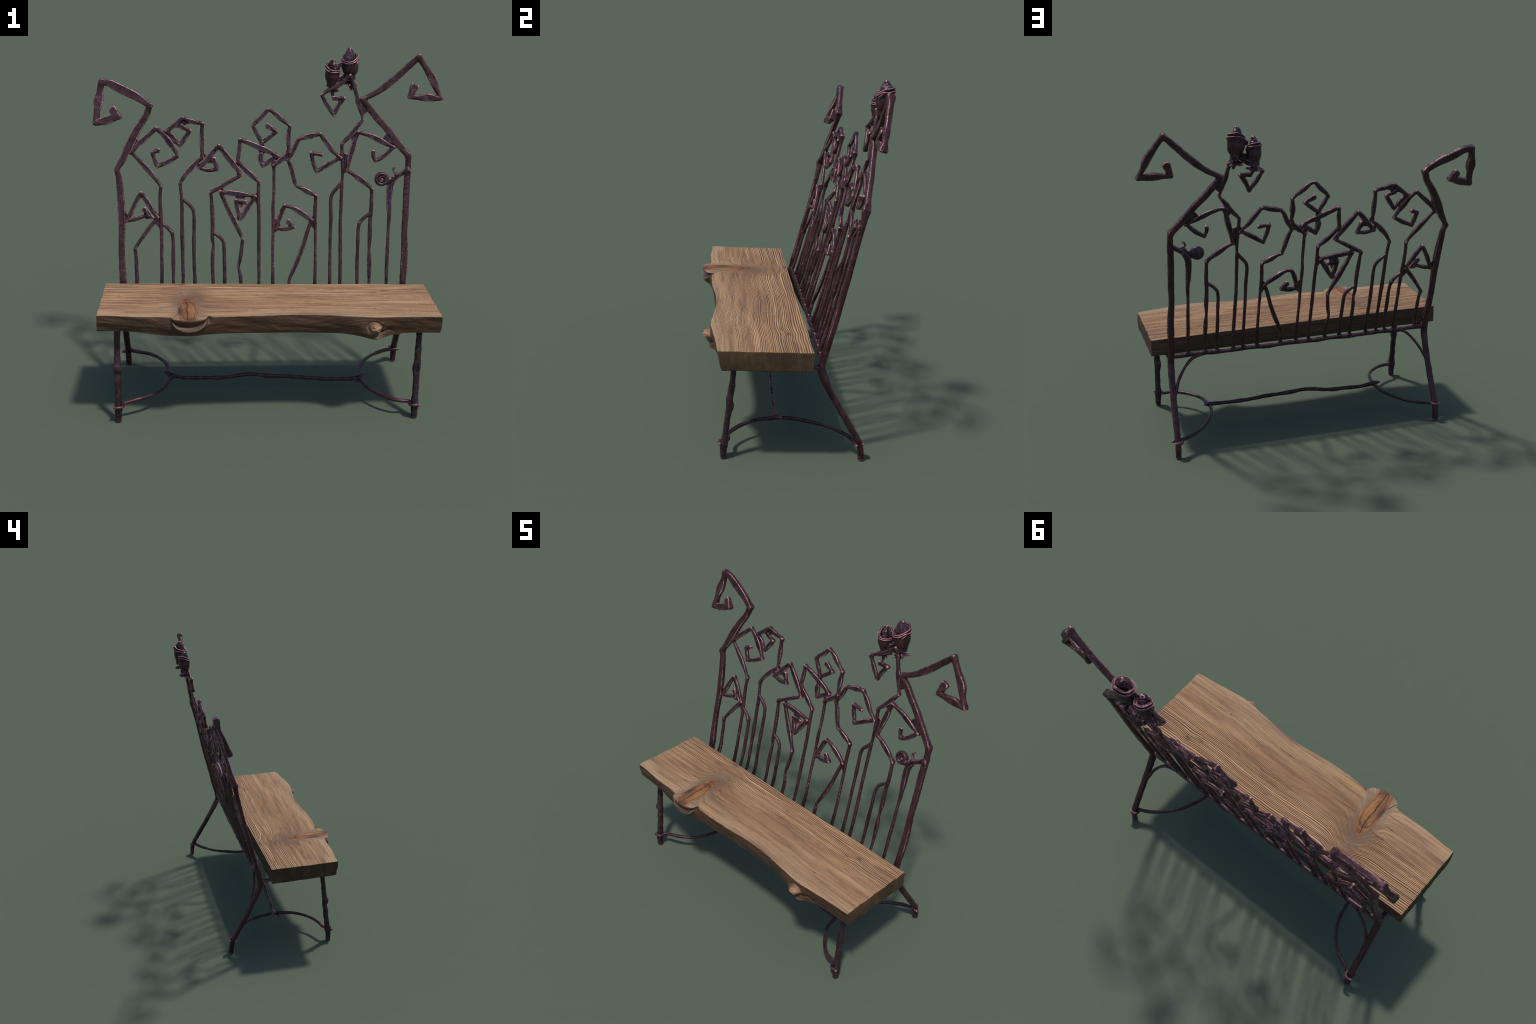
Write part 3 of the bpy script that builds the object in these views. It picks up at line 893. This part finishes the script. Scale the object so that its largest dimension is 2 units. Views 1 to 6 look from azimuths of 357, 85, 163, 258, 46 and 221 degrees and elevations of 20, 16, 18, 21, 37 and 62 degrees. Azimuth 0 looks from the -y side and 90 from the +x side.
def snail_fork(p):
    # second strand twisted beside the stem and welds to the right post
    forged(p, [(0.716, 1.05, 14), (0.718, 1.13, 16), (0.724, 1.18, 16), (0.742, 1.215, 16)], shift=0.006)
    forged(p, [(0.79, 1.25, 24), (0.815, 1.262, 26), (0.815, 1.235, 20)])


branch(SNAIL_STEM, extra=snail_fork)

# welds where neighbouring scrolls touch
welds = Parts()
for x, z, r in ((-0.782, 1.372, 0.013), (-0.762, 1.425, 0.012), (-0.589, 1.470, 0.010), (-0.545, 1.425, 0.010), (-0.373, 1.342, 0.011), (-0.395, 1.285, 0.009),
                (-0.170, 1.300, 0.010), (-0.166, 1.240, 0.009), (-0.035, 1.400, 0.010), (0.060, 1.325, 0.011), (0.122, 1.360, 0.012), (0.105, 1.330, 0.010),
                (0.424, 1.335, 0.012), (0.505, 1.480, 0.009), (0.725, 1.405, 0.014), 
                
                (-0.268, 1.146, 0.010), 
                (-0.165, 0.990, 0.009), (0.036, 1.292, 0.011)):
    welds.ball(at(x, z, 0.002), (r * 1.7, 0.0035, r * 2.1))
# scan webbing copied as thin plates that fill the narrow gaps
for w in ([(0.512, 1.66), (0.548, 1.570), (0.580, 1.600), (0.560, 1.64)], [(0.655, 1.440), (0.692, 1.478), (0.735, 1.405)], [(0.428, 1.365), (0.466, 1.352), (0.456, 1.250), (0.433, 1.235)],
          [(-0.838, 0.955), (-0.838, 1.055), (-0.800, 1.005), (-0.805, 0.975)], [(-0.668, 0.975), (-0.620, 1.035), (-0.620, 0.925)], [(0.030, 1.000), (0.078, 0.955), (0.065, 0.920), (0.030, 0.895)],
          [(0.280, 1.025), (0.240, 0.968), (0.280, 0.905)], [(-0.052, 1.150), (-0.090, 1.108), (-0.052, 1.045)], [(0.468, 1.455), (0.505, 1.475), (0.497, 1.410)], [(-0.772, 1.415), (-0.742, 1.418), (-0.780, 1.365), (-0.795, 1.375)]):
    welds.slab([at(x, z, 0.002) for x, z in w], PANEL, 0.006)
o = fuse("weld_and_scan_web", welds, bench, IRON_DARK, swell=0.0)
o["kind"] = "stuff"

# bottom rail that every stem stands on
rail = Parts()
xs = np.linspace(-0.845, 0.800, 26)
rod(rail, [(x, lean(x, 0.547) + 0.001, 0.5465 - 0.006 * x + 0.002 * math.sin(x * 23), 23 + 3 * math.sin(x * 37)) for x in xs], PANEL, 1.0, expo=2.6)
for run in (SQUARE_SCROLL, TRIANGLE_SCROLL, OFFSHOOT_A, PENTAGON_SCROLL, OFFSHOOT_B, PEAKED_SCROLL, OFFSHOOT_C, UPTURNED_SCROLL, FOLDED_ARM,
            DIAMOND_SCROLL, STEPPED_HOOK, LOW_CURL, ROSE_STEM, OFFSHOOT_D, ROOF_CROOK, OFFSHOOT_E, SNAIL_STEM):
    x = run[0][0] * 0.4 + run[1][0] * 0.6
    rail.ball(at(x, 0.556 - 0.006 * x), (0.016, 0.013, 0.013))
fuse("bottom_rail", rail, bench, IRON)

# front legs with a hammered swelling half way and a chisel foot
for leg in ([(-0.838, -0.308, 0.560, 35), (-0.841, -0.314, 0.48, 31), (-0.843, -0.319, 0.42, 31), (-0.844, -0.326, 0.345, 36), (-0.844, -0.331, 0.315, 44),
             (-0.844, -0.325, 0.293, 34), (-0.844, -0.332, 0.25, 33), (-0.844, -0.338, 0.18, 33), (-0.844, -0.343, 0.12, 37), (-0.845, -0.347, 0.082, 42),
             (-0.846, -0.350, 0.045, 34), (-0.847, -0.350, 0.003, 33)],
            [(0.806, -0.308, 0.545, 34), (0.807, -0.313, 0.48, 31), (0.807, -0.318, 0.40, 32), (0.805, -0.328, 0.33, 36), (0.803, -0.324, 0.293, 42),
             (0.804, -0.331, 0.262, 33), (0.804, -0.338, 0.18, 32), (0.802, -0.343, 0.12, 34), (0.801, -0.347, 0.082, 42), (0.802, -0.350, 0.045, 36),
             (0.803, -0.349, 0.003, 30)]):
    p = Parts()
    rod(p, leg, PANEL, 0.92, expo=3.0, foot=True)
    fuse("front_leg", p, bench, IRON_DARK, rough=0.0022)

# half-round hoops between the legs, each with its ends hooked past the leg
UP = (0, 0, 1)
def hoop(pts, legs):
    p = Parts()
    n = len(pts) - 1
    sag = [math.sin(math.pi * i / n) for i in range(n + 1)]
    pts = [(q[0], q[1] + 0.004 * s, q[2] - 0.006 * s, q[3]) for q, s in zip(pts, sag)]
    rod(p, [(q[0], q[1], q[2], q[3] * (1 + 0.10 * math.sin(i * 2.1))) for i, q in enumerate(pts)], UP, expo=2.4)
    for x, y, z, dx, dy in legs:
        # the split end of the hoop clasps the other side of the leg
        rod(p, [(x + dx * 1.1, y - dy * 0.2, z, 17), (x + dx * 0.8, y + dy, z, 18), (x, y + dy * 1.35, z + 0.001, 15), (x - dx * 0.9, y + dy * 1.2, z + 0.003, 9)], UP)
    fuse("hoop", p, bench, IRON_DARK)


hoop([(-0.862, -0.372, 0.088, 12), (-0.835, -0.352, 0.092, 20), (-0.812, -0.322, 0.098, 21), (-0.774, -0.310, 0.106, 19), (-0.713, -0.283, 0.111, 19), (-0.645, -0.230, 0.114, 18),
      (-0.601, -0.165, 0.117, 18), (-0.579, -0.092, 0.119, 19), (-0.571, -0.030, 0.120, 20), (-0.578, 0.035, 0.119, 19), (-0.595, 0.115, 0.118, 19), (-0.636, 0.198, 0.116, 18),
      (-0.702, 0.272, 0.113, 18), (-0.780, 0.312, 0.110, 19), (-0.822, 0.330, 0.108, 20), (-0.874, 0.322, 0.105, 12)],
     ((-0.846, -0.347, 0.094, 0.024, -0.018), (-0.843, 0.338, 0.108, 0.022, 0.020)))
hoop([(0.822, -0.372, 0.086, 12), (0.796, -0.364, 0.084, 20), (0.774, -0.330, 0.091, 21), (0.709, -0.322, 0.096, 19), (0.647, -0.283, 0.100, 19), (0.587, -0.214, 0.104, 18),
      (0.552, -0.154, 0.107, 18), (0.540, -0.090, 0.108, 19), (0.530, -0.042, 0.108, 20), (0.534, 0.018, 0.107, 19), (0.561, 0.098, 0.106, 19), (0.615, 0.200, 0.104, 18),
      (0.686, 0.275, 0.102, 18), (0.753, 0.322, 0.099, 19), (0.800, 0.340, 0.096, 20), (0.842, 0.342, 0.094, 12)],
     ((0.802, -0.347, 0.086, -0.024, -0.018), (0.812, 0.355, 0.094, -0.022, 0.020)))

# long stretcher, its ends forked over the hoops
p = Parts()
run = [(-0.602, -0.006, 0.136, 13), (-0.575, -0.020, 0.126, 22), (-0.54, -0.028, 0.119, 22), (-0.48, -0.033, 0.111, 19), (-0.42, -0.036, 0.108, 22), (-0.36, -0.038, 0.108, 19),
       (-0.29, -0.040, 0.112, 23), (-0.23, -0.043, 0.117, 19), (-0.16, -0.045, 0.127, 22), (-0.08, -0.047, 0.132, 19), (0.0, -0.050, 0.127, 23), (0.074, -0.052, 0.122, 19),
       (0.16, -0.055, 0.116, 22), (0.25, -0.058, 0.110, 19), (0.33, -0.060, 0.108, 22), (0.42, -0.063, 0.104, 19), (0.50, -0.064, 0.105, 22), (0.530, -0.056, 0.113, 22), (0.562, -0.036, 0.124, 13)]
rod(p, [(q[0], q[1] + 0.003, q[2] - 0.006 + 0.0025 * math.sin(i * 1.7), q[3] * 1.06) for i, q in enumerate(run)], UP, expo=2.6)
rod(p, [(-0.54, -0.025, 0.110, 16), (-0.575, -0.047, 0.102, 15), (-0.597, -0.061, 0.097, 9)], UP)
rod(p, [(0.50, -0.061, 0.096, 16), (0.530, -0.079, 0.090, 15), (0.556, -0.085, 0.088, 9)], UP)
p.ball((-0.568, -0.025, 0.113), (0.018, 0.018, 0.014))
p.ball((0.526, -0.057, 0.102), (0.018, 0.018, 0.014))
fuse("stretcher", p, bench, IRON_DARK, rough=0.0016)

# curved braces in the back corners
for pts in ([(0.803, 0.232, 0.315, 14), (0.786, 0.210, 0.355, 19), (0.764, 0.186, 0.410, 16), (0.728, 0.165, 0.466, 15), (0.686, 0.153, 0.512, 16), (0.640, 0.147, 0.534, 18), (0.585, 0.141, 0.540, 14)],
            [(-0.838, 0.213, 0.340, 14), (-0.820, 0.194, 0.382, 18), (-0.788, 0.172, 0.438, 15), (-0.745, 0.155, 0.494, 15), (-0.700, 0.146, 0.535, 16), (-0.655, 0.140, 0.551, 18), (-0.60, 0.139, 0.553, 14)]):
    p = Parts()
    rod(p, pts, PANEL)
    fuse("corner_brace", p, bench, IRON_DARK, voxel=0.0028)

# flat bars under the plank from each post to its front leg
for x0, x1, z0, z1 in ((-0.842, -0.840, 0.534, 0.548), (0.800, 0.806, 0.514, 0.516)):
    p = Parts()
    rod(p, [(x0, 0.130, z0, 30), (x0, 0.085, z0, 26), (0.5 * (x0 + x1), -0.10, 0.5 * (z0 + z1), 26), (x1, -0.31, z1, 28)], UP, 0.6, expo=3.5)
    fuse("seat_bearer", p, bench, IRON_DARK, voxel=0.004)


# ------------------------------------------------------------------ rosebuds
def rosebud(base, r, h, tilt, face, seed):
    """Cupped bud on a knobbly calyx: overlapping petals with rolled rims round a pointed heart.
    The mouth opens towards the plan angle `face`; base is the neck, h the height to the tip."""
    rnd = random.Random(seed)
    bud = empty("rosebud", bench)
    base = np.array(base)
    tx, ty = tilt

    def place(rad, ang, u):
        return base + np.array((rad * math.cos(ang) + tx * u * h, rad * math.sin(ang) + ty * u * h, u * h))

    belly = through([(0.0, 0.28), (0.08, 0.42), (0.22, 0.82), (0.36, 1.0), (0.55, 0.99), (0.75, 0.93), (0.90, 0.95), (1.0, 0.92)])

    def cup(u):
        return r * float(belly(np.array(u)))

    # two petals wound in a spiral; each ends in a thick rolled lip, the inner one standing higher
    for i, (turn0, turns, top, off0, off1, lip) in enumerate(((0.4, 1.15, 0.67, 1.02, 0.98, 0.12), (1.5, 1.2, 0.75, 0.93, 0.86, 0.14))):
        p = Parts()
        nu, na = 18, 64
        rows = []
        for a in range(na + 1):
            f = a / na
            ang = face + math.pi * turn0 + 2 * math.pi * turns * f
            rim = top - 0.115 * math.cos(ang - face) + 0.018 * math.sin(3 * ang + seed) + 0.05 * (f - 0.5) - 0.05 * max(0, 2 * abs(f - 0.5) - 0.85) / 0.15
            off = off0 + (off1 - off0) * f
            ro, ri = [], []
            for k in range(nu + 1):
                v = k / nu
                u = rim * v
                roll = lip * r * max(0, (v - 0.74) / 0.26) ** 1.5
                thick = 0.0024 + 0.0034 * max(0, (v - 0.8) / 0.2)
                rad = cup(u) * off + roll
                ro.append(place(rad + thick, ang, u))
                ri.append(place(rad - thick - 0.0014, ang, u))
            rows.append(ro + ri[::-1])
        p.grid(rows)
        fuse("petal", p, bud, IRON_RED if i == 0 else IRON, voxel=0.0023, smooth=2, rough=0.0012, swell=0.0004)
    p = Parts()
    rings = []
    for k in range(34):
        u = k / 33
        core = 0.74 if u < 0.66 else 0.74 * max(0.0, 1 - ((u - 0.66) / 0.34) ** 2.0) ** 0.60
        # lumpy domed crown, folded to a crooked ridge that dips into the mouth
        rings.append([place(r * core * (1 + 0.12 * math.cos(2 * (g - face) + 0.3) + 0.07 * math.sin(3 * g + 9 * u + seed)), g, u) for g in np.linspace(0, 2 * math.pi, 28, endpoint=False)])
    p.grid(rings)
    beak = [place(0.05 * r, face, 0.95), place(0.36 * r, face, 0.84), place(0.70 * r, face, 0.66)]
    rod(p, [(*beak[0], 24), (*beak[1], 25), (*beak[2], 11)], (0.6, 0.1, 0.8))
    fuse("bud_heart", p, bud, IRON, voxel=0.0024, smooth=2, rough=0.0042)
    p = Parts()
    p.ball(base + np.array((0, 0, 0.004)), (r * 0.42, r * 0.42, 0.018))
    for k in range(5):
        g = face + 0.4 + k * 2 * math.pi / 5
        d = np.array((math.cos(g), math.sin(g), 0))
        rod(p, [(*(base + d * r * 0.1 + np.array((0, 0, -0.008))), 20), (*(base + d * r * 0.55 + np.array((0, 0, -0.024 + 0.006 * rnd.random()))), 19),
                (*(base + d * r * (0.95 + 0.2 * rnd.random()) + np.array((0, 0, -0.030 + 0.014 * rnd.random()))), 12)], (0.01, 0.02, 1), 0.8)
    rod(p, [(*base, 18), (*(base + np.array((0.004, -0.008, -0.03))), 20), (*(base + np.array((0.008, -0.020, -0.052))), 13)], PANEL)
    fuse("calyx", p, bud, IRON_DARK, rough=0.0018)
    return bud


rosebud((0.471, 0.421, 1.764), 0.044, 0.174, (-0.03, 0.02), -2.15, 3)
rosebud((0.366, 0.414, 1.724), 0.038, 0.154, (0.02, -0.03), -1.0, 5)
# thin webs copied from the scan's webbing, no real part, between the two buds
p = Parts()
p.slab([(0.395, 0.405, 1.855), (0.432, 0.412, 1.875), (0.436, 0.412, 1.845), (0.402, 0.405, 1.832)], (0.1, -1, 0), 0.008)
p.slab([(0.395, 0.400, 1.780), (0.440, 0.412, 1.800), (0.462, 0.414, 1.772), (0.400, 0.398, 1.752)], (0.1, -1, 0), 0.010)
fuse("bud_scan_web", p, bench, IRON_DARK)


# ------------------------------------------------------------------ snail on its stem
snail = empty("snail", bench)
p = Parts()
cx, cz = 0.660, 1.2125
pts = []
for i in range(110):
    th = 2 * math.pi * 2.3 * i / 109
    turn = th / (2 * math.pi)
    rr = float(np.interp(turn, (0, 0.95, 1.35, 1.9, 2.3), (0.0320, 0.0285, 0.0150, 0.0090, 0.0020)))
    tube = float(np.interp(turn, (0, 0.95, 1.35, 2.3), (0.0120, 0.0112, 0.0062, 0.0040)))
    x, z = cx + rr * math.cos(th - 0.45), cz + rr * math.sin(th - 0.45)
    pts.append((x, lean(x, z) - 0.002 - 0.005 * (1 - rr / 0.03), z, 2000 * tube))
rod(p, pts, PANEL, 1.35, step=0.004, expo=2)
p.ball(at(cx, cz, 0.014), (0.036, 0.013, 0.036))
fuse("shell", p, snail, IRON, voxel=0.0022, smooth=1, rough=0.0005, swell=0.0)
p = Parts()
rod(p, [(*at(0.688, 1.192, -0.006), 22), (*at(0.708, 1.207, -0.012), 22), (*at(0.727, 1.226, -0.013), 20), (*at(0.743, 1.242, -0.012), 19)], PANEL, 0.8)
p.ball(at(0.744, 1.243, -0.014), 0.0115)
for k in range(7):
    p.ball(at(0.700 + 0.006 * k, 1.212 + 0.0055 * k + 0.002 * math.sin(k * 2.7), -0.018), 0.0052 + 0.0018 * math.sin(k * 1.9))
fuse("snail_body", p, snail, IRON, voxel=0.0022, smooth=1, rough=0.001)
for dy, lift in ((-0.012, 0.0), (0.004, -0.004)):
    p = Parts()
    rod(p, [(*at(0.736, 1.244, dy), 7), (*at(0.731, 1.256, dy), 6), (*at(0.7275, 1.270 + lift, dy), 7), (*at(0.731, 1.280 + lift, dy), 9), (*at(0.740, 1.284 + lift, dy), 6),
            (*at(0.752, 1.286 + lift, dy), 4)], PANEL, step=0.003)
    fuse("tentacle", p, snail, IRON_DARK, voxel=0.0016, smooth=1, rough=0.0, swell=0.0004)
